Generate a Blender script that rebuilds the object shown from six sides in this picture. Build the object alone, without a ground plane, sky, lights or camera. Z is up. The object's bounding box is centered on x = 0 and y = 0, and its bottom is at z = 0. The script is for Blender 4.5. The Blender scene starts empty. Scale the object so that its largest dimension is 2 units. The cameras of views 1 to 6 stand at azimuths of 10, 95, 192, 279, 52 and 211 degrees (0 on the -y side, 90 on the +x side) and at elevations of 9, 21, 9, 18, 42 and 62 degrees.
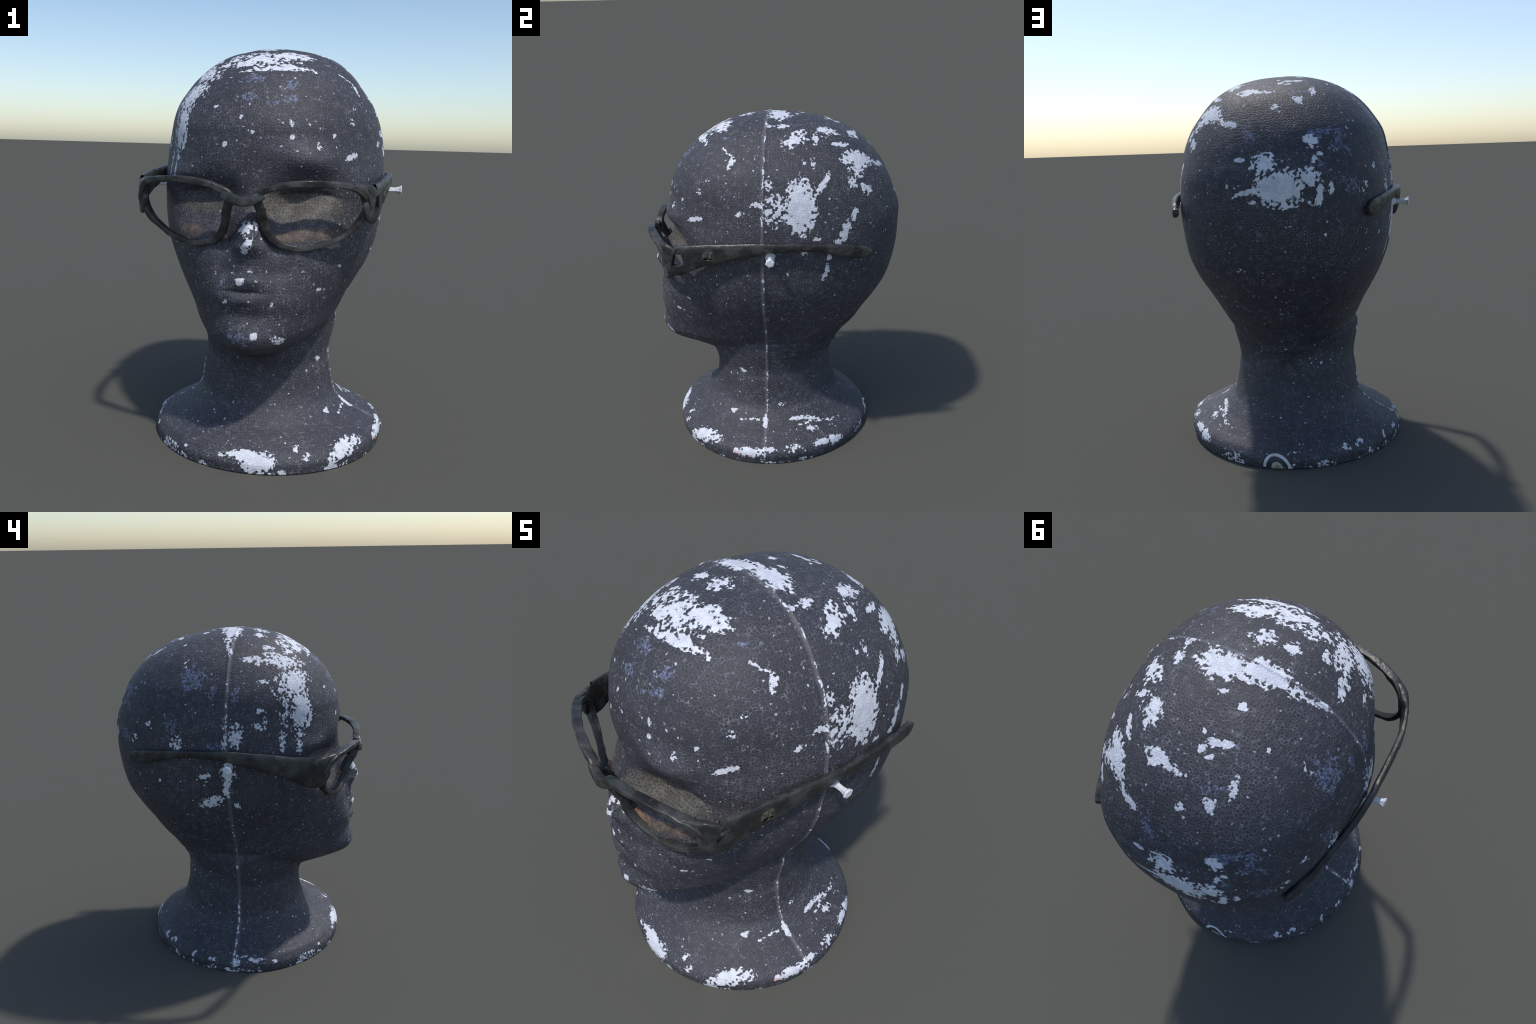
import bpy, bmesh, math, random
import numpy as np
from mathutils import Vector, Matrix, noise

random.seed(7)
rng = np.random.default_rng(7)

# ---------------------------------------------------------------- head form
# Horizontal cross-sections of the moulded foam head.  Each half (face side and
# back side of the mould seam) is a half super-ellipse.
# height, half width, depth in front of seam, depth behind seam, sideways shift,
# extra half width on the -x side
SECTIONS = [
    (0.00, .603, .598, .623, .005, .000),
    (0.04, .605, .602, .629, .010, .000),
    (0.08, .590, .580, .604, .018, .000),
    (0.12, .512, .520, .540, .018, .004),
    (0.17, .416, .440, .478, .012, .008),
    (0.24, .352, .372, .420, .004, .010),
    (0.32, .334, .346, .396, -.002, .010),
    (0.40, .318, .336, .374, -.004, .010),
    (0.46, .250, .345, .376, -.006, .010),
    (0.50, .200, .385, .388, -.006, .010),
    (0.53, .205, .462, .400, -.006, .010),
    (0.56, .218, .550, .420, -.005, .010),
    (0.59, .254, .614, .426, -.004, .010),
    (0.63, .310, .676, .446, -.003, .008),
    (0.68, .348, .686, .474, .000, .006),
    (0.76, .385, .676, .540, .000, .006),
    (0.86, .439, .686, .598, .000, .010),
    (0.97, .494, .684, .665, .002, .010),
    (1.08, .531, .662, .721, .001, .010),
    (1.20, .549, .626, .751, .000, .010),
    (1.32, .558, .592, .764, .001, .010),
    (1.45, .552, .590, .764, .000, .010),
    (1.58, .533, .590, .724, .001, .012),
    (1.70, .496, .546, .668, .000, .018),
    (1.80, .431, .474, .592, .001, .018),
    (1.88, .362, .376, .494, .004, .010),
    (1.94, .276, .272, .358, .006, .000),
    (1.98, .158, .136, .198, .007, .000),
    (1.998, .004, .004, .004, .007, .000),
]
SEC = np.array(SECTIONS)
ZK = SEC[:, 0]
HK = np.diff(ZK)


def monotone(vals, z):
    """monotone cubic interpolation through the section heights"""
    d = np.diff(vals) / HK
    m = np.zeros_like(vals)
    for i in range(1, len(vals) - 1):
        if d[i - 1] * d[i] > 0:
            w1 = 2 * HK[i] + HK[i - 1]
            w2 = HK[i] + 2 * HK[i - 1]
            m[i] = (w1 + w2) / (w1 / d[i - 1] + w2 / d[i])
    m[0], m[-1] = d[0], d[-1]
    z = np.clip(z, ZK[0], ZK[-1])
    i = np.clip(np.searchsorted(ZK, z) - 1, 0, len(ZK) - 2)
    t = (z - ZK[i]) / HK[i]
    return ((2*t**3 - 3*t**2 + 1) * vals[i] + (t**3 - 2*t**2 + t) * HK[i] * m[i]
            + (-2*t**3 + 3*t**2) * vals[i + 1] + (t**3 - t**2) * HK[i] * m[i + 1])


def seam_y(z):
    return -0.019 + 0.0105 * (z - 1)


def smooth(a, b, x):
    t = np.clip((x - a) / (b - a), 0, 1)
    return t * t * (3 - 2 * t)


def radius(theta, z):
    """distance from the axis to the plain skin; theta 0 = face (-y), pi/2 = +x"""
    W = np.sqrt(np.maximum(monotone(SEC[:, 1]**2, z), 1e-6))
    A = np.sqrt(np.maximum(monotone(SEC[:, 2]**2, z), 1e-6))
    B = np.sqrt(np.maximum(monotone(SEC[:, 3]**2, z), 1e-6))
    sx = np.abs(np.sin(theta))
    cy = np.cos(theta)
    front = cy > 0
    left = smooth(.2, -.2, np.sin(theta))
    extra = monotone(SEC[:, 5], z) * left * np.where(front, np.exp(-(cy / .25)**2), 1)
    W = W + extra
    D = np.where(front, A, B)
    skull = 1 / (1 + np.exp(-(z - 0.62) / .03))
    # how boxy each quarter of the section is
    n_face = 2.08 - left * np.interp(z, [.9, 1.25], [.14, .03])
    n_back = np.interp(z, [.7, 1.0, 1.45, 1.65], [2.35, 2.5, 2.5, 2.52]) + left * np.interp(z, [.7, 1.1, 1.5, 1.7], [.0, .26, .22, .32])
    n = np.where(front, n_face * skull + 2.0 * (1 - skull), n_back * skull + 1.95 * (1 - skull))
    R1 = 1 / ((sx / W)**n + (np.abs(cy) / D)**n)**(1 / n)
    # the neck column runs up behind the jaw
    fade = smooth(.82, .64, z)
    flare = smooth(.44, .64, z)
    R2 = fade / np.hypot(sx / (.318 + .030 * flare + extra), np.abs(cy) / np.where(front, .336 + .030 * smooth(.40, .52, z), .368 + .040 * smooth(.50, .66, z)))
    R = (R1**32 + R2**32)**(1 / 32)
    # the neck is turned a little against the base
    return R * (1 + .05 * left * np.sin(2 * theta) * smooth(.10, .22, z) * smooth(.54, .42, z)
                - .026 * left * np.exp(-((theta + 1.15) / .25)**2 - ((z - .82) / .12)**2)
                - .036 * np.exp(-((np.abs(theta) - 1.03) / .26)**2 - ((z - 1.50) / .16)**2))


def bump(x, z, cx, cz, sx, sz):
    return np.exp(-((x - cx) / sx)**2 - ((z - cz) / sz)**2)


def face_relief(x, z):
    """how far the face stands out (+) towards -y from the plain skin"""
    ax = np.abs(x - .004)
    d = np.zeros_like(x)
    # brow, eye sockets and the lids in them
    brow = 1.425 - .9 * (ax - .22)**2
    d += (.004 + .006 * smooth(-.05, .1, x)) * np.exp(-((z - brow - .01) / .050)**2) * smooth(.03, .12, ax) * smooth(.48, .32, ax)
    d -= .082 * bump(ax, z, .235, 1.275, .15, .072)
    d += .026 * bump(ax, z, .235, 1.240, .080, .040)
    d -= .007 * np.exp(-((z - (1.312 - 1.3 * (ax - .23)**2)) / .011)**2) * smooth(.09, .15, ax) * smooth(.42, .33, ax)
    d -= .034 * bump(x, z, -.24, 1.19, .12, .075) + .036 * bump(x, z, .155, 1.24, .065, .07)
    d -= .018 * bump(x, z, .18, .99, .07, .07)
    d += .030 * bump(x, z, .33, 1.27, .07, .06) + .024 * bump(x, z, .28, 1.445, .09, .05) + .020 * bump(x, z, -.36, 1.38, .08, .04)
    # uneven forehead, cheeks and mouth corners
    d += .028 * bump(x, z, .22, 1.485, .13, .055) + .010 * bump(x, z, -.15, 1.50, .12, .08)
    d += .020 * bump(x, z, .24, .80, .10, .10) + .010 * bump(x, z, -.17, .86, .08, .08)
    d -= .018 * bump(ax, z, .10, .965, .06, .055)
    # cheeks fall back beside the nose
    d -= .030 * bump(ax, z, .120, 1.12, .050, .085)
    # nose: ridge and rounded tip
    ridge = np.interp(z, [1.00, 1.03, 1.06, 1.09, 1.13, 1.17, 1.21, 1.26, 1.33, 1.40],
                      [0, .008, .034, .062, .068, .058, .038, .017, .004, 0])
    wid = np.interp(z, [1.02, 1.08, 1.16, 1.30], [.062, .058, .048, .052])
    d += ridge * np.exp(-(ax / wid)**2)
    d += .010 * bump(ax, z, .055, 1.075, .026, .026)
    # lips
    d += .014 * bump(x, z, -.010, .930, .085, .026)
    d -= .012 * bump(x, z, -.012, .879, .085, .011)
    d += .010 * bump(x, z, -.010, .842, .070, .024)
    d -= .008 * bump(x, z, -.005, .770, .095, .030)
    d += .010 * bump(x, z, .00, .670, .090, .045)
    # groove from nose to lip
    d -= .003 * bump(x, z, -.004, .985, .016, .030)
    return d


def skin(theta, z):
    """final skin position for arrays of angle and height"""
    R = radius(theta, z)
    x = R * np.sin(theta)
    y = -R * np.cos(theta)
    f = smooth(0.15, 0.75, np.cos(theta)) * smooth(.56, .64, z)
    y = y - face_relief(x, z) * f
    # mould seam: a thin flash ridge standing on the parting plane
    dist = np.abs(R * np.cos(theta))
    flash = .0085 * np.exp(-(dist / .008)**2) * smooth(.01, .06, z)
    k = 1 + flash / np.maximum(R, .03)
    x, y = x * k, y * k
    zz = z + flash * .4 * smooth(1.75, 1.98, z)
    return x + monotone(SEC[:, 4], z), y + seam_y(z), zz


# ---------------------------------------------------------------- materials
def mat_new(name):
    m = bpy.data.materials.new(name)
    m.use_nodes = True
    nt = m.node_tree
    nt.nodes.clear()
    out = nt.nodes.new('ShaderNodeOutputMaterial')
    bs = nt.nodes.new('ShaderNodeBsdfPrincipled')
    nt.links.new(bs.outputs[0], out.inputs[0])
    return m, nt, bs


class G:
    """small helper for wiring nodes"""
    def __init__(s, nt):
        s.nt = nt
        s.tc = nt.nodes.new('ShaderNodeTexCoord')
        s.obj = s.tc.outputs['Object']

    def put(s, sock, v):
        if isinstance(v, bpy.types.NodeSocket):
            s.nt.links.new(v, sock)
        elif v is not None:
            sock.default_value = v

    def math(s, op, a, b=None, c=None, clamp=False):
        n = s.nt.nodes.new('ShaderNodeMath')
        n.operation = op
        n.use_clamp = clamp
        for i, v in enumerate((a, b, c)):
            s.put(n.inputs[i], v)
        return n.outputs[0]

    def vmath(s, op, a, b=None, scale=None):
        n = s.nt.nodes.new('ShaderNodeVectorMath')
        n.operation = op
        s.put(n.inputs[0], a)
        s.put(n.inputs[1], b)
        if scale is not None:
            s.put(n.inputs['Scale'], scale)
        return n.outputs['Value'] if op in ('LENGTH', 'DISTANCE', 'DOT_PRODUCT') else n.outputs[0]

    def noise(s, vec, scale, detail=2, rough=.5, color=False):
        n = s.nt.nodes.new('ShaderNodeTexNoise')
        s.put(n.inputs['Vector'], vec)
        n.inputs['Scale'].default_value = scale
        n.inputs['Detail'].default_value = detail
        n.inputs['Roughness'].default_value = rough
        return n.outputs['Color' if color else 0]

    def voro(s, vec, scale, feature='F1', out='Distance', rnd=1.0):
        n = s.nt.nodes.new('ShaderNodeTexVoronoi')
        n.feature = feature
        s.put(n.inputs['Vector'], vec)
        n.inputs['Scale'].default_value = scale
        n.inputs['Randomness'].default_value = rnd
        return n.outputs[out]

    def remap(s, v, a, b, c=0.0, d=1.0, kind='SMOOTHSTEP'):
        n = s.nt.nodes.new('ShaderNodeMapRange')
        n.interpolation_type = kind
        s.put(n.inputs[0], v)
        for i, k in enumerate((a, b, c, d)):
            n.inputs[i + 1].default_value = k
        return n.outputs[0]

    def mix(s, f, a, b):
        n = s.nt.nodes.new('ShaderNodeMix')
        n.data_type = 'RGBA'
        s.put(n.inputs[0], f)
        for sock, v in ((n.inputs[6], a), (n.inputs[7], b)):
            s.put(sock, v if isinstance(v, bpy.types.NodeSocket) else (*v, 1))
        return n.outputs[2]

    def bump(s, h, strength, dist, normal=None):
        n = s.nt.nodes.new('ShaderNodeBump')
        n.inputs['Strength'].default_value = strength
        n.inputs['Distance'].default_value = dist
        s.put(n.inputs['Height'], h)
        if normal is not None:
            s.put(n.inputs['Normal'], normal)
        return n.outputs[0]

# Where the black paint has come off.  Skull: azimuth (0 face, 90 = +x), elevation
# seen from the middle of the skull (degrees), half length, half breadth (m), tilt
# (degrees), how completely the paint is gone (0..1).
CHIPS_CROWN = [
    (114, 62, 0.075, 0.031, -2, 0.8), (131, 60, 0.05, 0.014, 55, 0.8), (147, 61, 0.066, 0.039, 7, 0.7), (134, 84, 0.105, 0.065, 49, 0.8),
    (105, 72, 0.045, 0.028, -12, 0.5), (58, 57, 0.042, 0.009, -23, 0.7), (20, 68, 0.111, 0.05, 2, 0.8), (10, 59, 0.158, 0.02, 5, 0.8),
    (-44, 57, 0.138, 0.064, -20, 0.72), (-7, 64, 0.2, 0.066, 4, 0.65), (-70, 60, 0.072, 0.018, -7, 0.75), (-97, 82, 0.095, 0.061, -68, 0.8),
    (-92, 68, 0.074, 0.011, -79, 0.7), (23, 69, 0.052, 0.036, -74, 0.8), (-9, 66, 0.088, 0.079, -52, 0.65), (-27, 65, 0.069, 0.039, -58, 0.6),
    (-7, 80, 0.052, 0.046, 67, 0.65), (-43, 75, 0.039, 0.028, -34, 0.7), (-51, 65, 0.04, 0.02, -25, 0.8), (-64, 59, 0.067, 0.036, -6, 0.6),
    (117, 82, 0.065, 0.051, 23, 0.72), (165, 87, 0.052, 0.043, -37, 0.85), (-106, 84, 0.074, 0.031, -72, 0.85), (-96, 79, 0.051, 0.039, -65, 0.9),
    (-94, 73, 0.037, 0.034, -64, 0.7), (-89, 65, 0.043, 0.014, -84, 0.9), (92, 72, 0.026, 0.015, 53, 0.9), (108, 71, 0.036, 0.022, 57, 0.6),
    (114, 63, 0.088, 0.042, 31, 0.7), (130, 60, 0.044, 0.015, 59, 0.7), (144, 63, 0.042, 0.031, 24, 0.85), (150, 59, 0.033, 0.015, -25, 0.8),
    (152, 64, 0.016, 0.011, -23, 0.7), (-151, 75, 0.018, 0.014, -88, 1), (-179, 79, 0.02, 0.011, 23, 0.7), (175, 78, 0.019, 0.012, -52, 0.6),
    (-177, 67, 0.015, 0.009, -62, 0.7), (-166, 65, 0.06, 0.016, 7, 0.9), (-174, 63, 0.024, 0.015, -67, 0.9), (-168, 61, 0.017, 0.012, 12, 0.9),
    (-137, 63, 0.007, 0.007, 18, 0.9), (-9, 66, 0.099, 0.073, 38, 0.65), (19, 69, 0.066, 0.048, -16, 0.8), (17, 60, 0.039, 0.032, -32, 0.85),
    (-8, 81, 0.058, 0.044, 16, 0.7), (-43, 76, 0.035, 0.02, 37, 0.8), (148, 62, 0.052, 0.032, -47, 0.7), (109, 71, 0.03, 0.023, -22, 0.8),
]
CHIPS_FACE = [
    (46, 26, 0.055, 0.013, 21, 0.95), (47, 38, 0.02, 0.017, -13, 0.6), (53, 44, 0.028, 0.01, 29, 0.5), (-43, 35, 0.144, 0.07, 77, 0.8),
    (-45, 46, 0.127, 0.098, 5, 0.72), (-46, 18, 0.047, 0.02, 90, 0.8), (-56, 23, 0.073, 0.017, 86, 0.65), (-54, 33, 0.107, 0.029, 81, 0.5),
    (-6, 37, 0.015, 0.013, -51, 0.8), (-1, 32, 0.02, 0.008, -8, 0.6), (16, 31, 0.013, 0.011, 1, 0.9), (15, 35, 0.021, 0.01, -72, 0.6),
    (-13, 28, 0.013, 0.013, -70, 0.8), (27, 28, 0.014, 0.013, 2, 0.8), (35, 32, 0.017, 0.012, 90, 0.7), (46, 38, 0.021, 0.012, 61, 0.6),
    (-30, 20, 0.022, 0.006, 2, 0.6), (-20, 41, 0.016, 0.008, -7, 0.7), (-1, -5, 0.036, 0.017, 2, 0.85), (-1, -11, 0.026, 0.017, -83, 0.8),
    (-2, -21, 0.021, 0.016, 9, 1), (-8, -28, 0.017, 0.013, 78, 0.9), (1, -18, 0.01, 0.006, 4, 0.8), (1, -27, 0.009, 0.009, 60, 0.7),
    (9, -28, 0.011, 0.007, -89, 0.8), (30, -27, 0.026, 0.013, -17, 0.6), (39, -19, 0.016, 0.01, -40, 0.8), (3, -36, 0.021, 0.016, 69, 0.9),
    (12, -39, 0.042, 0.019, -35, 0.75),
]
CHIPS_RIGHT = [
    (110, 34, 0.135, 0.078, 81, 1), (108, 42, 0.052, 0.043, -10, 0.7), (123, 41, 0.08, 0.014, 42, 0.85), (95, 34, 0.095, 0.078, 86, 0.55),
    (86, 36, 0.043, 0.014, 2, 0.75), (92, 45, 0.043, 0.021, 89, 0.6), (128, 16, 0.03, 0.018, -15, 0.8), (65, 53, 0.037, 0.023, -85, 0.8),
    (75, 32, 0.029, 0.016, 7, 0.6), (122, 1, 0.049, 0.017, 79, 0.9), (111, 12, 0.018, 0.015, -10, 0.7), (123, 9, 0.023, 0.011, 82, 0.7),
    (115, 52, 0.019, 0.012, 71, 0.8), (121, 50, 0.026, 0.014, 85, 0.8), (117, 19, 0.024, 0.013, 11, 0.7), (102, 1, 0.012, 0.009, 90, 0.8),
]
CHIPS_LEFT = [
    (-64, 49, 0.063, 0.016, -8, 0.5), (-70, 30, 0.039, 0.018, -16, 0.7), (-66, 32, 0.036, 0.014, 84, 0.5), (-68, 37, 0.036, 0.018, -7, 0.5),
    (-83, 26, 0.072, 0.036, 87, 0.7), (-116, 20, 0.053, 0.048, 71, 0.55), (-90, 24, 0.064, 0.016, 89, 0.6), (-88, 6, 0.049, 0.037, 82, 0.95),
    (-89, -3, 0.062, 0.019, 87, 0.95), (-99, -13, 0.076, 0.035, 16, 0.7), (-101, 3, 0.038, 0.03, 13, 0.6), (-83, -15, 0.017, 0.015, 66, 0.9),
    (-127, -1, 0.02, 0.013, 69, 0.7), (-120, 55, 0.038, 0.02, -70, 0.45),
]
CHIPS_BACK = [
    (147, 44, 0.096, 0.057, 34, 0.75), (138, 38, 0.045, 0.035, 54, 0.6), (146, 33, 0.028, 0.016, 57, 0.8), (136, 26, 0.038, 0.016, 61, 0.85),
    (131, 20, 0.063, 0.027, 62, 0.9), (144, 54, 0.059, 0.014, -21, 0.7), (171, 55, 0.093, 0.019, 0, 0.8), (-132, 26, 0.022, 0.018, -76, 0.5),
    (-139, 18, 0.02, 0.016, 70, 0.8), (-173, 17, 0.105, 0.081, -2, 1), (-178, 25, 0.069, 0.053, -8, 0.78), (-163, 20, 0.062, 0.044, -3, 0.8),
    (-159, 15, 0.053, 0.015, 89, 0.95), (-162, 13, 0.037, 0.033, -5, 0.4), (175, 16, 0.066, 0.012, 14, 0.85), (177, 13, 0.028, 0.009, 0, 0.8),
    (172, 27, 0.023, 0.012, -4, 0.8), (172, 18, 0.022, 0.012, 0, 0.6), (168, 18, 0.011, 0.01, 69, 0.95), (-161, 32, 0.033, 0.03, -11, 0.75),
    (-158, 28, 0.015, 0.014, 19, 0.8), (-160, 26, 0.023, 0.012, 84, 0.8), (-141, 17, 0.03, 0.021, 2, 0.5), (-155, 17, 0.032, 0.016, -90, 0.6),
    (149, 46, 0.104, 0.05, -25, 0.85), (145, 34, 0.041, 0.023, -41, 0.8), (164, 40, 0.062, 0.016, -16, 0.75), (-164, 49, 0.035, 0.022, -50, 0.8),
    (-155, 54, 0.05, 0.013, 74, 0.8), (167, 55, 0.036, 0.033, 69, 0.85), (-175, 47, 0.019, 0.014, -17, 0.7), (169, -13, 0.02, 0.013, 64, 0.6),
    (178, -19, 0.041, 0.01, 81, 0.5), (-157, 1, 0.008, 0.007, -46, 0.9), (146, 53, 0.034, 0.012, -20, 0.8), (147, 44, 0.085, 0.05, 39, 0.8),
    (167, 54, 0.035, 0.024, 34, 0.9), (-177, 55, 0.012, 0.009, -69, 0.8), (-164, 49, 0.032, 0.026, 63, 0.75), (-155, 54, 0.041, 0.018, 82, 0.6),
    (-175, 46, 0.019, 0.012, 28, 0.7), (161, 41, 0.031, 0.016, -33, 0.8), (167, 39, 0.016, 0.012, 71, 0.8),
]
# Base and neck: azimuth, height, then as above.
CHIPS_BASE = [
    (48, 0.086, 0.107, 0.04, 9, 0.7), (80, 0.073, 0.091, 0.027, 4, 0.85), (94, 0.091, 0.039, 0.017, -1, 0.9), (108, 0.088, 0.069, 0.028, -9, 0.55),
    (127, 0.087, 0.047, 0.021, -18, 0.8), (138, 0.075, 0.038, 0.02, -21, 0.6), (117, 0.177, 0.059, 0.012, -6, 0.9), (57, 0.193, 0.017, 0.014, -16, 0.95),
    (89, 0.174, 0.042, 0.016, -86, 0.8), (103, 0.247, 0.018, 0.012, -5, 0.7), (124, 0.133, 0.043, 0.022, -5, 0.5), (129, 0.151, 0.133, 0.011, -10, 0.5),
    (76, 0.178, 0.114, 0.008, 8, 0.5), (145, 0.134, 0.054, 0.008, -4, 0.5), (60, 0.451, 0.022, 0.013, -10, 0.7), (-79, 0.074, 0.069, 0.023, -7, 0.6),
    (-89, 0.058, 0.038, 0.024, -86, 0.7), (-104, 0.059, 0.033, 0.012, 12, 0.6), (-66, 0.056, 0.016, 0.011, -9, 0.8), (-1, 0.08, 0.121, 0.025, 2, 0.9),
    (-135, 0.079, 0.029, 0.013, 21, 0.7), (-143, 0.074, 0.027, 0.016, -13, 0.7), (-32, 0.19, 0.034, 0.028, 16, 0.4), (124, 0.133, 0.045, 0.021, 3, 0.7),
    (124, 0.088, 0.046, 0.019, -3, 0.8), (134, 0.072, 0.045, 0.029, -7, 0.8), (123, 0.171, 0.093, 0.014, -14, 0.8), (-144, 0.071, 0.024, 0.011, 65, 0.8),
    (-133, 0.074, 0.019, 0.01, 52, 0.8), (-170, 0.08, 0.03, 0.007, -2, 0.7), (-148, 0.465, 0.013, 0.01, -29, 0.8), (4, 0.06, 0.076, 0.041, 4, 1),
    (0, 0.089, 0.023, 0.01, 6, 0.8), (8, 0.086, 0.024, 0.018, -88, 0.5), (16, 0.014, 0.016, 0.014, -20, 0.95), (46, 0.088, 0.086, 0.031, 27, 0.85),
    (57, 0.096, 0.05, 0.03, 2, 0.7), (27, 0.077, 0.022, 0.019, 59, 0.7), (39, 0.008, 0.047, 0.011, -5, 0.8), (22, 0.106, 0.027, 0.014, 56, 0.7),
    (58, 0.196, 0.019, 0.01, 15, 0.95), (-34, 0.061, 0.012, 0.009, -14, 0.9), (61, 0.447, 0.021, 0.012, -20, 0.8), (87, 0.086, 0.122, 0.011, 4, 0.8),
]
# Blue paint showing through or smeared on.
BLUE_SMEARS = [
    (-111, 50, 0.067, 0.058, -68, 0.75), (-97, 45, 0.026, 0.018, -79, 0.7), (-149, 33, 0.078, 0.032, -56, 0.6), (-83, 44, 0.063, 0.025, 89, 0.5),
    (-95, 20, 0.059, 0.026, 4, 0.6), (-119, 27, 0.037, 0.035, 73, 0.6), (-90, 33, 0.039, 0.018, -89, 0.5), (-157, 35, 0.047, 0.025, 3, 0.75),
    (-150, 32, 0.045, 0.038, 21, 0.7), (175, 35, 0.05, 0.028, -78, 0.6), (-146, 18, 0.066, 0.042, 2, 0.45), (-160, 24, 0.045, 0.039, 7, 0.5),
    (-154, 63, 0.038, 0.009, -88, 0.6), (-162, 54, 0.066, 0.028, 9, 0.45), (-109, 48, 0.061, 0.032, 61, 0.7), (173, 38, 0.047, 0.018, -79, 0.6),
    (-5, 52, 0.054, 0.026, -3, 0.6), (-5, 44, 0.048, 0.021, -1, 0.65), (15, 49, 0.042, 0.024, 49, 0.6), (15, 44, 0.038, 0.019, 4, 0.65),
    (8, 42, 0.037, 0.013, 1, 0.55), (-2, -37, 0.048, 0.024, -1, 0.7), (-8, -22, 0.026, 0.012, 9, 0.6), (52, 63, 0.059, 0.01, 4, 0.5),
]


SKULL_MIDDLE = np.array([0, 0, 1.2])


def inside(P):
    x = P[..., 0] - monotone(SEC[:, 4], P[..., 2])
    y = P[..., 1] - seam_y(P[..., 2])
    return (np.hypot(x, y) < radius(np.arctan2(x, -y), P[..., 2])) & (P[..., 2] > 0) & (P[..., 2] < 1.998)


def on_skull(az, el):
    d = np.array([np.cos(el) * np.sin(az), -np.cos(el) * np.cos(az), np.sin(el)])
    P = SKULL_MIDDLE + d * np.linspace(0, 1.4, 3001)[:, None]
    return P[max(int(np.argmin(inside(P))) - 1, 0)]


def on_base(az, z):
    r = float(radius(np.array([az]), np.array([z]))[0])
    return np.array([r * np.sin(az) + float(monotone(SEC[:, 4], np.array([z]))[0]), -r * np.cos(az) + seam_y(z), z])


def patch_frame(az, second, skull):
    """surface point and tangent axes for a patch"""
    az = math.radians(az)
    h = .03
    if skull:
        el = math.radians(second)
        P = on_skull(az, el)
        A = on_skull(az + h, el) - on_skull(az - h, el)
        B = on_skull(az, el + h) - on_skull(az, el - h)
    else:
        P = on_base(az, second)
        A = on_base(az + h, second) - on_base(az - h, second)
        B = on_base(az, second + .01) - on_base(az, max(second - .01, .001))
    A /= np.linalg.norm(A)
    B -= A * (A @ B)
    B /= np.linalg.norm(B)
    return P, A, B, np.cross(A, B)


def patch_field(g, vec, patches, skull, grow=1.3):
    """strongest patch value at each point: strong in the middle, falling to zero outside"""
    total = None
    for az, second, r1, r2, tilt, strength in patches:
        P, A, B, N = patch_frame(az, second, skull)
        t = math.radians(tilt)
        T1 = A * math.cos(t) + B * math.sin(t)
        T2 = -A * math.sin(t) + B * math.cos(t)
        n = g.nt.nodes.new('ShaderNodeTexGradient')
        n.gradient_type = 'SPHERICAL'
        n.texture_mapping.vector_type = 'TEXTURE'
        n.texture_mapping.translation = P
        n.texture_mapping.rotation = Matrix((T1, T2, N)).transposed().to_euler()
        n.texture_mapping.scale = (r1 * grow, r2 * grow, max(.15, r1 * grow))
        g.put(n.inputs['Vector'], vec)
        v = g.math('MULTIPLY', n.outputs[1], float(.15 + 1.4 * strength**2))
        total = v if total is None else g.math('MAXIMUM', total, v)
    return total


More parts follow.
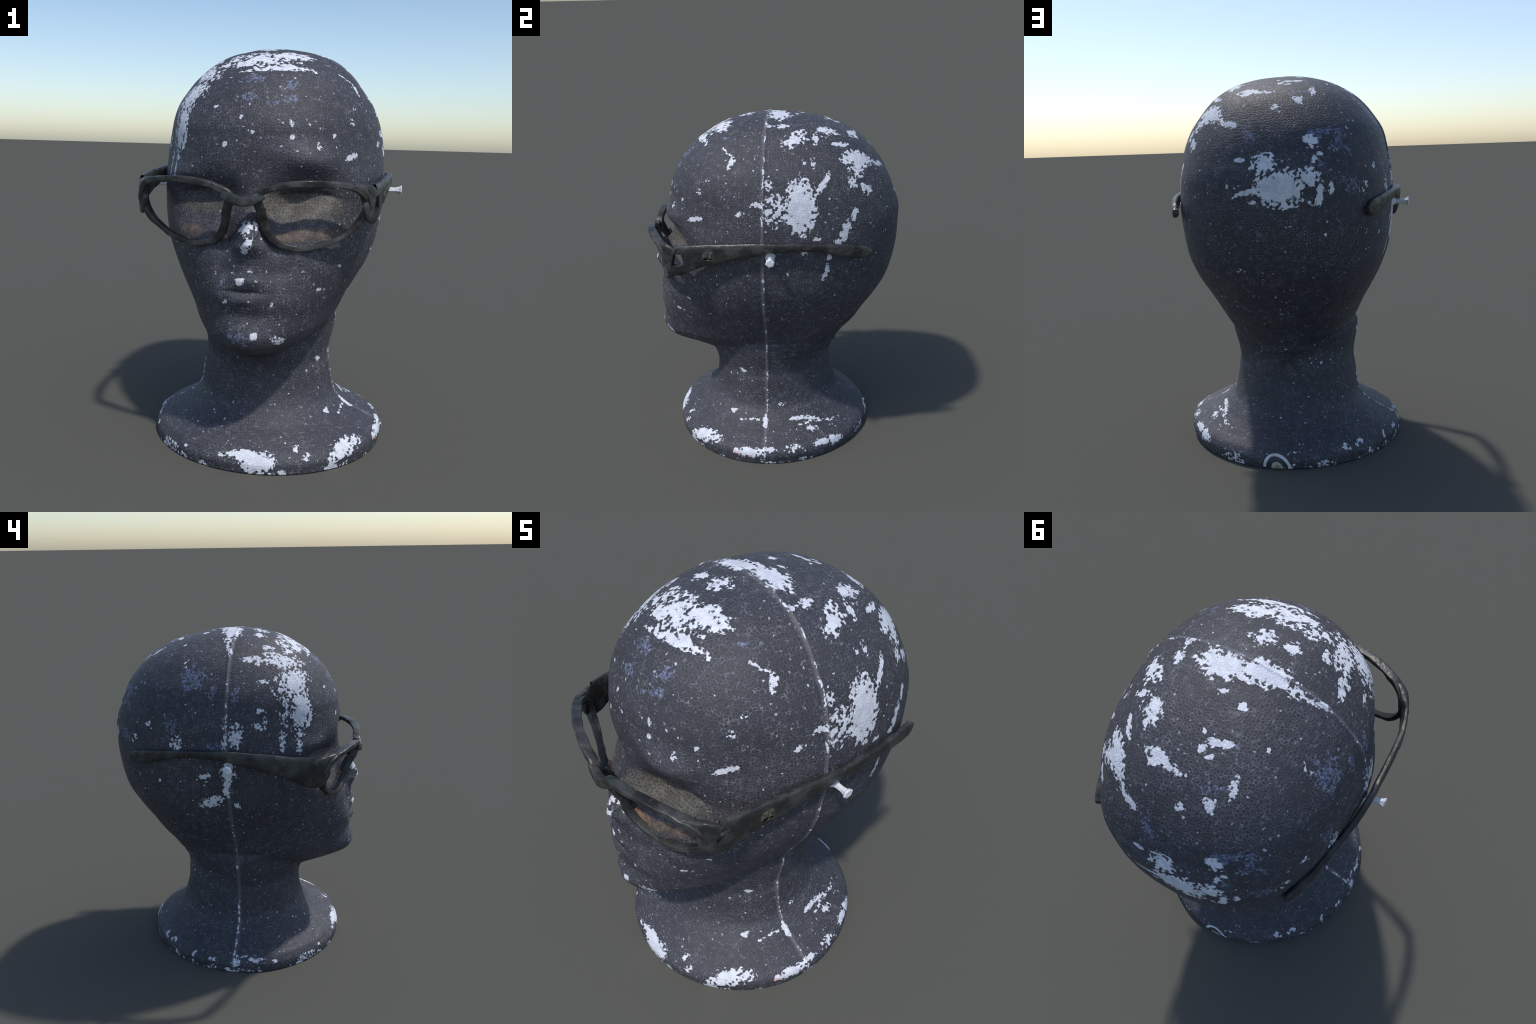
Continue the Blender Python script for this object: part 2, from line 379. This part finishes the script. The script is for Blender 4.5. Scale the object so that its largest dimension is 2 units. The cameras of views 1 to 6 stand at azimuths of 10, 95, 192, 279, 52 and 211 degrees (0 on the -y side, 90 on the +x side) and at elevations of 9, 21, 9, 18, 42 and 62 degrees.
def foam_material(name, chips, skull):
    m, nt, bs = mat_new(name)
    g = G(nt)
    p = g.obj
    # ---- shared noises
    wob = g.vmath('SUBTRACT', g.noise(p, 16, 5, .68, color=True), (.5, .5, .5))
    warp = g.vmath('MULTIPLY_ADD', wob, (.044, .044, .044))
    g.nt.links.new(p, warp.node.inputs[2])
    one = g.nt.nodes.new('ShaderNodeMapping')
    g.put(one.inputs['Vector'], warp)
    warp = one.outputs[0]
    beads = g.vmath('MULTIPLY_ADD', wob, (.006, .006, .006))
    g.nt.links.new(p, beads.node.inputs[2])
    bead_cell = g.voro(beads, 73, 'F1', 'Color', .75)
    bead_edge = g.voro(beads, 73, 'DISTANCE_TO_EDGE', 'Distance', .75)
    sep = g.nt.nodes.new('ShaderNodeSeparateColor')
    g.put(sep.inputs[0], bead_cell)
    rnd = sep.outputs[0]
    fine = g.noise(p, 95, 4, .65)
    mid = g.noise(p, 30, 3, .6)
    low = g.noise(p, 4.5, 3, .55)
    area = g.noise(p, 3.2, 2, .5)
    # ---- black paint over beads: dark bead faces, greyer gaps between beads;
    # some areas are dusted over until the beads hardly show
    gap = g.remap(bead_edge, -.04, .36, 1.0, .0)
    plain = g.mix(g.remap(low, .32, .68), COAT_DARK, COAT_LIGHT)
    plain = g.mix(g.math('MULTIPLY', g.remap(mid, .45, .7), .25), plain, COAT_WARM)
    beaded = g.mix(g.math('MULTIPLY', gap, g.remap(mid, .30, .65, .55, 1.0)), BEAD_FACE, GAP_GREY)
    col = g.mix(g.remap(area, .36, .62, .85, .30), plain, beaded)
    # ---- pale specks, mostly where beads meet
    speck = g.math('MULTIPLY', g.remap(bead_edge, .02, .14, 1.0, .0), g.remap(g.math('ADD', fine, g.math('MULTIPLY', mid, .6)), .83, .97))
    col = g.mix(g.math('MULTIPLY', speck, .42), col, (.32, .32, .37))
    cellb = g.voro(p, 50, 'F1', 'Color')
    sepb = g.nt.nodes.new('ShaderNodeSeparateColor')
    g.put(sepb.inputs[0], cellb)
    spot = g.voro(warp, 50, 'F1', 'Distance')
    dot = g.math('MULTIPLY', g.remap(sepb.outputs[1], .82, .86), g.remap(g.math('ADD', spot, g.math('ADD', g.math('MULTIPLY', fine, .5), g.math('MULTIPLY', mid, .5))), .77, .67))
    dot = g.math('MULTIPLY', dot, g.remap(sepb.outputs[2], .1, .95, .10, 1.0))
    col = g.mix(dot, col, (.52, .53, .59))
    # ---- blue smears
    grain = g.math('SUBTRACT', g.math('ADD', g.math('ADD', g.math('MULTIPLY', fine, .7), g.math('MULTIPLY', mid, .9)), g.math('MULTIPLY', rnd, .70)), 1.15)
    if skull:
        bluef = patch_field(g, warp, BLUE_SMEARS, True, 1.6)
        blue = g.math('MULTIPLY_ADD', g.math('MULTIPLY', grain, 1.2), g.remap(bluef, .0, .2), bluef)
        col = g.mix(g.math('MULTIPLY', g.remap(blue, .25, .65), .8), col, g.mix(g.remap(fine, .45, .62), (.075, .090, .160), (.25, .285, .40)))
    # ---- skin behind the lens openings, lightened to paint in the lens reflection
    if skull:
        warm = g.math('ADD', patch_field(g, p, LENS_REFLECTION_TINT, True), g.math('MULTIPLY', grain, .4))
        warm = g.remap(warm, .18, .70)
        painted_sheen = g.mix(g.math('MULTIPLY', gap, g.remap(mid, .25, .7, .4, 1.0)), (.050, .047, .042), (.150, .139, .118))
        col = g.mix(g.math('MULTIPLY', warm, .85), col, painted_sheen)
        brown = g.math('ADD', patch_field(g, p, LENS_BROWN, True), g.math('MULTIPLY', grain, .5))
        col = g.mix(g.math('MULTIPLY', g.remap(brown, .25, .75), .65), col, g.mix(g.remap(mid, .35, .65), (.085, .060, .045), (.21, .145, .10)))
    # ---- chipped patches of bare white foam
    chip = patch_field(g, warp, chips, skull, 1.36)
    sx = g.nt.nodes.new('ShaderNodeSeparateXYZ')
    g.put(sx.inputs[0], p)
    sy = g.math('MULTIPLY_ADD', sx.outputs[2], -.0105, .0295)
    sd = g.math('MULTIPLY', g.math('ADD', sx.outputs[1], sy), 1 / .011)
    seamv = g.math('MULTIPLY_ADD', g.math('MULTIPLY', sd, sd), -.35, g.math('MULTIPLY_ADD', g.noise(p, 13, 3), 1.1, -.33))
    chip = g.math('MAXIMUM', chip, seamv)
    if not skull:
        rim = g.math('MULTIPLY_ADD', sx.outputs[2], -4.5, g.math('MULTIPLY_ADD', g.noise(p, 6, 2), 1.5, -.58))
        chip = g.math('MAXIMUM', chip, g.math('MINIMUM', rim, .5))
    col = g.mix(g.math('MULTIPLY', g.math('POWER', 2.72, g.math('MULTIPLY', g.math('MULTIPLY', sd, sd), -1.0)), .35), col, (.22, .21, .23))
    bare = g.remap(g.math('MULTIPLY_ADD', grain, g.remap(chip, .0, .22), chip), .33, .42)
    foam = g.mix(g.remap(mid, .35, .65), (.58, .60, .67), (.72, .74, .80))
    foam = g.mix(g.math('MULTIPLY', gap, .25), foam, (.40, .42, .48))
    col = g.mix(bare, col, foam)
    if not skull:
        pinkf = patch_field(g, warp, PINK, False)
        pink = g.math('MULTIPLY_ADD', grain, g.remap(pinkf, .0, .2), pinkf)
        col = g.mix(g.math('MULTIPLY', g.remap(pink, .4, .55), .7), col, (.72, .33, .27))
    g.put(bs.inputs['Base Color'], col)
    g.put(bs.inputs['Roughness'], g.remap(fine, .3, .7, .52, .72))
    bs.inputs['Specular IOR Level'].default_value = .35
    h = g.math('ADD', g.remap(bead_edge, .02, .25), g.math('MULTIPLY', fine, .4))
    h = g.math('MULTIPLY_ADD', bare, -.4, h)
    g.put(bs.inputs['Normal'], g.bump(h, .28, .0035))
    return m


BEAD_FACE = (.029, .030, .036)
COAT_DARK = (.035, .036, .045)
COAT_LIGHT = (.051, .052, .065)
COAT_WARM = (.043, .039, .040)
GAP_GREY = (.088, .088, .105)
NOSE_PALE = [(0, -4, .045, .028, 0, .75), (0, -9, .028, .034, 0, .75)]
LENS_REFLECTION_TINT = [(20, 6, .24, .085, 0, .9), (-26, 5, .20, .08, 0, .7)]
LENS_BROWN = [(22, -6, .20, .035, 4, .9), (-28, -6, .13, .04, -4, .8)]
PINK = [(73, .055, .030, .014, 0, .6), (78, .035, .020, .012, 0, .5)]


def frame_material():
    m, nt, bs = mat_new('dusty_black_plastic')
    g = G(nt)
    n1 = g.noise(g.obj, 9, 4, .6)
    n2 = g.noise(g.obj, 30, 3, .6)
    col = g.mix(g.remap(n1, .4, .7), (.016, .017, .017), (.058, .060, .057))
    col = g.mix(g.math('MULTIPLY', g.remap(n2, .55, .75), .6), col, (.085, .052, .032))
    g.put(bs.inputs['Base Color'], col)
    bs.inputs['Roughness'].default_value = .42
    g.put(bs.inputs['Normal'], g.bump(g.noise(g.obj, 40, 3), .4, .01))
    return m


def plain_material(name, a, b, scale, rough):
    m, nt, bs = mat_new(name)
    g = G(nt)
    g.put(bs.inputs['Base Color'], g.mix(g.remap(g.noise(g.obj, scale, 3), .35, .65), a, b))
    bs.inputs['Roughness'].default_value = rough
    return m


SKULL_MAT = foam_material('chipped_black_paint', NOSE_PALE + CHIPS_FACE + CHIPS_CROWN + CHIPS_RIGHT + CHIPS_LEFT + CHIPS_BACK, True)
BASE_MAT = foam_material('scuffed_black_paint', CHIPS_BASE, False)
FRAME = frame_material()
BROWN_STRIP = plain_material('mottled_brown', (.10, .06, .038), (.22, .125, .075), 25, .7)
PLUG = plain_material('pale_plug', (.30, .28, .22), (.50, .47, .40), 40, .7)
WHITE = plain_material('white_plastic', (.62, .65, .70), (.80, .82, .86), 20, .35)
BADGE = plain_material('tarnished_metal', (.025, .025, .025), (.13, .115, .09), 45, .4)


# ---------------------------------------------------------------- helpers
def link(obj, parent=None):
    bpy.context.scene.collection.objects.link(obj)
    if parent:
        obj.parent = parent
    return obj


def mesh_obj(name, verts, faces, mat, parent=None, smooth_shade=True):
    me = bpy.data.meshes.new(name)
    me.from_pydata([tuple(v) for v in verts], [], [tuple(f) for f in faces])
    me.materials.append(mat)
    me.polygons.foreach_set('use_smooth', [smooth_shade] * len(me.polygons))
    me.update()
    return link(bpy.data.objects.new(name, me), parent)


def catmull(pts, per, closed=False):
    pts = [np.array(p, float) for p in pts]
    n = len(pts)
    out = []
    rngs = range(n) if closed else range(n - 1)
    for i in rngs:
        if closed:
            a, b, c, d = pts[(i-1) % n], pts[i], pts[(i+1) % n], pts[(i+2) % n]
        else:
            a, b, c, d = pts[max(i-1, 0)], pts[i], pts[i+1], pts[min(i+2, n-1)]
        for k in range(per):
            t = k / per
            out.append(.5 * (2*b + (c-a)*t + (2*a-5*b+4*c-d)*t*t + (3*b-a-3*c+d)*t**3))
    if not closed:
        out.append(pts[-1])
    return np.array(out)


def rounded_section(n=12, power=5.5):
    a = np.linspace(0, 2 * np.pi, n, endpoint=False) + np.pi / n
    c, s = np.cos(a), np.sin(a)
    return np.sign(c) * np.abs(c)**(2 / power), np.sign(s) * np.abs(s)**(2 / power)


def sweep(name, path, across, half_a, half_b, mat, parent, closed=False, n=12, rough=.0, power=5.5, slot=None):
    """sweep a rounded box section along a path; half_b is measured along the
    'across' direction, half_a square to both path and across"""
    path = np.asarray(path)
    N = len(path)
    half_a = np.broadcast_to(half_a, N)
    half_b = np.broadcast_to(half_b, N)
    across = np.broadcast_to(across, (N, 3))
    if closed:
        tan = np.roll(path, -1, 0) - np.roll(path, 1, 0)
    else:
        tan = np.gradient(path, axis=0)
    tan /= np.linalg.norm(tan, axis=1)[:, None]
    ea = np.cross(tan, across)
    ea /= np.linalg.norm(ea, axis=1)[:, None]
    eb = np.cross(ea, tan)
    ca, cb = rounded_section(n, power)
    verts, faces = [], []
    for i in range(N):
        for k in range(n):
            v = path[i] + ea[i] * ca[k] * half_a[i] + eb[i] * cb[k] * half_b[i]
            if rough:
                q = Vector(v) * 22
                v = v + np.array(noise.noise_vector(q)) * rough
            verts.append(v)
    M = N if closed else N - 1
    for i in range(M):
        j = (i + 1) % N
        for k in range(n):
            l = (k + 1) % n
            if slot and slot[0] <= i < slot[1] and k in (n - 1, n // 2 - 1):
                continue
            faces.append((i*n + k, i*n + l, j*n + l, j*n + k))
    if slot:          # see-through slot: line it with walls
        a, b = slot
        for k, l in ((0, n // 2 - 1), (n - 1, n // 2)):
            faces += [(i*n + k, (i+1)*n + k, (i+1)*n + l, i*n + l) for i in range(a, b)]
        for i in (a, b):
            faces.append((i*n, i*n + n - 1, i*n + n // 2, i*n + n // 2 - 1))
    if not closed:
        faces.append(tuple(range(n))[::-1])
        faces.append(tuple((N-1)*n + k for k in range(n)))
    o = mesh_obj(name, verts, faces, mat, parent)
    bm = bmesh.new()
    bm.from_mesh(o.data)
    bmesh.ops.recalc_face_normals(bm, faces=bm.faces)
    bm.to_mesh(o.data)
    bm.free()
    o.data.set_sharp_from_angle(angle=math.radians(32))
    return o


# ---------------------------------------------------------------- build head
def build_head(root):
    NT = 760
    # ring heights spaced evenly along the profile's length
    zf = np.linspace(0, 1.998, 20001)
    probe = np.stack([radius(np.full_like(zf, t), zf) for t in (0, .5, 1.57, 2.4, 3.14)])
    ds = np.sqrt(np.diff(zf)**2 + (np.diff(probe, axis=1)**2).max(0))
    s = np.concatenate([[0], np.cumsum(ds)])
    NZ = 620
    zr = np.interp(np.linspace(0, s[-1], NZ + 1), s, zf)[:-1]
    # columns slightly denser on the face and on the seam
    th = np.linspace(-np.pi, np.pi, NT, endpoint=False)
    T, Z = np.meshgrid(th, zr)
    X, Y, ZZ = skin(T, Z)
    V = np.stack([X, Y, ZZ], -1).reshape(-1, 3)
    # worn and dented foam: shallow low lumps, fine bead dimples
    amp = np.array([noise.noise(Vector(v) * 3.1) * .004 + noise.noise(Vector(v) * 9) * .0015 for v in V])
    c = V - np.array([0, 0, 1.0])
    nrm = np.stack([np.sin(T), -np.cos(T), np.zeros_like(T)], -1).reshape(-1, 3)
    nrm[:, 2] = smooth(1.5, 2.0, V[:, 2]) * 1.5
    nrm /= np.linalg.norm(nrm, axis=1)[:, None]
    amp *= smooth(.0, .05, V[:, 2])
    V = V + nrm * amp[:, None]
    V[:, 2] = np.clip(V[:, 2], 0, None)
    nv = len(V)
    V = np.vstack([V, [[0.009, seam_y(2.0), 1.999]], [[0, 0, 0.0]]])
    quads = []
    base_row = np.arange(NT)
    nxt = np.roll(base_row, -1)
    rows = []
    for i in range(NZ - 1):
        a = i * NT
        rows.append(np.stack([a + base_row, a + nxt, a + NT + nxt, a + NT + base_row], 1))
    top = np.stack([(NZ-1)*NT + base_row, (NZ-1)*NT + nxt, np.full(NT, nv)], 1)
    bot = np.stack([nxt, base_row, np.full(NT, nv + 1)], 1)
    full = bpy.data.meshes.new('whole')
    full.from_pydata(V.tolist(), [], np.concatenate(rows).tolist() + top.tolist() + bot.tolist())
    full.update()
    vn = np.empty(len(V) * 3)
    full.vertex_normals.foreach_get('vector', vn)
    vn = vn.reshape(-1, 3)
    bpy.data.meshes.remove(full)
    cut_neck = int(np.searchsorted(zr, .49))
    cut_base = int(np.searchsorted(zr, .20))
    groups = {
        'base': rows[:cut_base] + [bot],
        'neck': rows[cut_base:cut_neck],
        'head': rows[cut_neck:] + [top],
    }
    for name, fs in groups.items():
        fl = [f for arr in fs for f in arr.tolist()]
        used = np.unique(np.concatenate([np.asarray(a).ravel() for a in fs]))
        remap = -np.ones(len(V), int)
        remap[used] = np.arange(len(used))
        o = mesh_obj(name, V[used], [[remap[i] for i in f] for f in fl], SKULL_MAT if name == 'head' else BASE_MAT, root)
        nn = vn[used].copy()
        if name == 'base':
            # underside is flat: keep the bottom ring's side normals off it
            pass
        o.data.normals_split_custom_set_from_vertices([tuple(v) for v in nn])


root = link(bpy.data.objects.new('mannequin_head', None))
root['label'] = 'black painted foam display head with chipped white patches'
root['category'] = 'mannequin head'
build_head(root)


def build_peg(side, y, z, tip, name='peg'):
    """white pin stuck in the side of the head: shaft with flared end"""
    stations = [(.50, .026), (.560, .031), (.578, .020), (.590, .014), (tip - .030, .0135), (tip - .010, .018), (tip, .026), (tip + .004, .019)]
    verts, faces = [], []
    n = 6
    for x, r in stations:
        for k in range(n):
            a = 2 * math.pi * k / n + .3
            verts.append((side * x, y + r * math.cos(a) + (x - .56) * (.12 if side < 0 else -.05) * -1, z + r * math.sin(a)))
    for i in range(len(stations) - 1):
        for k in range(n):
            l = (k + 1) % n
            faces.append((i*n + k, i*n + l, (i+1)*n + l, (i+1)*n + k))
    faces.append(tuple(range(n)))
    faces.append(tuple((len(stations)-1)*n + k for k in range(n)))
    o = mesh_obj(name, verts, faces, WHITE, root, smooth_shade=False)
    bm = bmesh.new()
    bm.from_mesh(o.data)
    bmesh.ops.recalc_face_normals(bm, faces=bm.faces)
    bm.to_mesh(o.data)
    bm.free()


build_peg(1, .024, 1.310, .652)
build_peg(-1, -.022, 1.305, .655)

# round socket at the foot of the back, cut by the ground: worn ring and pale plug
ring = []
for k in range(25):
    a = math.pi * k / 24
    dx, h = .064 * math.cos(a), .010 + .060 * math.sin(a)
    q = on_base(math.pi + (dx - .010) / .62 * -1, h)
    ring.append(q + np.array([q[0], q[1], 0]) / np.hypot(q[0], q[1]) * .001)
sweep('socket_ring', ring, (0, 1, 0), .008, .004, WHITE, root, rough=.003)
verts, faces = [], []
for k in range(13):
    a = math.pi * k / 12
    q = on_base(math.pi + .016 - .030 * math.cos(a) / .62, .004 + .036 * math.sin(a))
    verts.append(q * np.array([1.004, 1.004, 1]))
verts.append(on_base(math.pi + .016, .004) * np.array([1.006, 1.006, 1]))
faces = [(k, k + 1, 13) for k in range(12)]
plug = mesh_obj('socket_plug', verts, faces, PLUG, root)
md = plug.modifiers.new('thickness', 'SOLIDIFY')
md.thickness = .008
md.offset = 0

# ---------------------------------------------------------------- glasses
glasses = link(bpy.data.objects.new('sunglasses', None))
glasses['label'] = 'dark wraparound glasses frame with empty lens openings'
glasses['category'] = 'glasses'

# right-hand lens rim, mirrored for the other side (x, y, z)
RIM = [
    (.067, -.722, 1.313), (.153, -.718, 1.348), (.281, -.690, 1.363), (.408, -.636, 1.358),
    (.483, -.588, 1.338), (.514, -.554, 1.290), (.511, -.542, 1.236), (.466, -.545, 1.168),
    (.391, -.566, 1.116), (.300, -.593, 1.084), (.230, -.613, 1.075), (.156, -.634, 1.092),
    (.107, -.655, 1.137), (.086, -.676, 1.195), (.075, -.701, 1.245), (.060, -.714, 1.288),
]
# in-plane half thickness of the rim at those points
RIM_HALF = [.016, .014, .014, .014, .015, .015, .014, .012, .011, .011, .012, .015, .018, .019, .019, .018]
OFF = -.020          # the glasses sit a little off centre
for side in (1, -1):
    ctl = [((x if side > 0 else -.975 * x) + OFF, y, z) for x, y, z in RIM]
    if side > 0:      # this lens stands a little clear of the cheek
        ctl = [(x, y - .014 * (1.05 <= z < 1.15), z) for x, y, z in ctl]
    path = catmull(ctl, 8, closed=True)
    half = catmull([(h, 0, 0) for h in RIM_HALF], 8, closed=True)[:, 0]
    out = np.stack([(path[:, 0] - OFF) * .8, np.full(len(path), -1.0), np.zeros(len(path))], 1)
    out /= np.linalg.norm(out, axis=1)[:, None]
    upper = smooth(1.20, 1.33, path[:, 2])
    sweep('lens_rim', path, out, half, .018 + .004 * upper + .004 * smooth(.40, .50, np.abs(path[:, 0] - OFF)), FRAME, glasses, closed=True, n=14, rough=.005)

    # temple arm: y, top z, bottom z; spread is its outer x
    ARM = [(-.615, 1.368, 1.336), (-.585, 1.366, 1.318), (-.555, 1.365, 1.272), (-.530, 1.365, 1.212), (-.500, 1.365, 1.186),
           (-.430, 1.368, 1.217), (-.350, 1.373, 1.250), (-.250, 1.382, 1.280), (-.090, 1.394, 1.319),
           (.000, 1.397, 1.339), (.120, 1.396, 1.349), (.200, 1.392, 1.349), (.280, 1.389, 1.340),
           (.400, 1.377, 1.311), (.500, 1.364, 1.286), (.545, 1.345, 1.285), (.568, 1.328, 1.305)]
    SPREAD = {1: [.452, .487, .515, .528, .540, .553, .565, .580, .598, .604, .597, .587, .576, .549, .517, .500, .488],
              -1: [.475, .508, .533, .550, .565, .586, .599, .606, .610, .612, .604, .592, .578, .551, .518, .500, .488]}[side]
    st = catmull([(y, x, t, b) for (y, t, b), x in zip(ARM, SPREAD)], 6)
    path = np.stack([side * (st[:, 1] - .015), st[:, 0], (st[:, 2] + st[:, 3]) / 2], 1)
    # one arm has a see-through slot near its hinge
    sweep('temple_arm', path, (0, 0, 1), .015, (st[:, 2] - st[:, 3]) / 2, FRAME, glasses, n=16, rough=.003,
          power=3.4, slot=(22, 28) if side > 0 else None)

    # brown shelf from the lower rim back to the cheek
    low = catmull([(x, y + .022, z + .003) for x, y, z in ctl[9:13]], 8)
    sweep('lower_strip', low, (0, -1, 0), .007, .024, BROWN_STRIP, glasses, n=10, rough=.004)
    # nose pad
    pad = catmull([(side * .082 + OFF, -.680, 1.245), (side * .084 + OFF, -.665, 1.205), (side * .100 + OFF, -.650, 1.150)], 6)
    sweep('nose_pad', pad, (0, -1, 0), .010, np.linspace(.016, .030, len(pad)), FRAME, glasses, n=10)

bridge = catmull([(OFF - .085, -.720, 1.312), (OFF - .045, -.733, 1.290), (OFF, -.738, 1.280), (OFF + .045, -.733, 1.290), (OFF + .085, -.720, 1.312)], 8)
sweep('nose_bridge', bridge, (0, -1, 0), .022, .020, FRAME, glasses, rough=.003)

# metal emblem on the outer face of the arms
for side in (1,):
    bm = bmesh.new()
    for dy, dz, sy, sz in ((-.012, .004, .016, .022), (.022, .008, .020, .026), (.005, -.014, .030, .010)):
        r = bmesh.ops.create_cube(bm, size=1)
        bmesh.ops.scale(bm, vec=(.012, sy * 2, sz * 2), verts=r['verts'])
        bmesh.ops.translate(bm, vec=(side * .568, -.315 + dy, 1.312 + dz), verts=r['verts'])
    bmesh.ops.bevel(bm, geom=bm.edges[:], offset=.003, segments=2, affect='EDGES')
    me = bpy.data.meshes.new('emblem')
    bm.to_mesh(me)
    bm.free()
    me.materials.append(BADGE)
    link(bpy.data.objects.new('emblem', me), glasses)
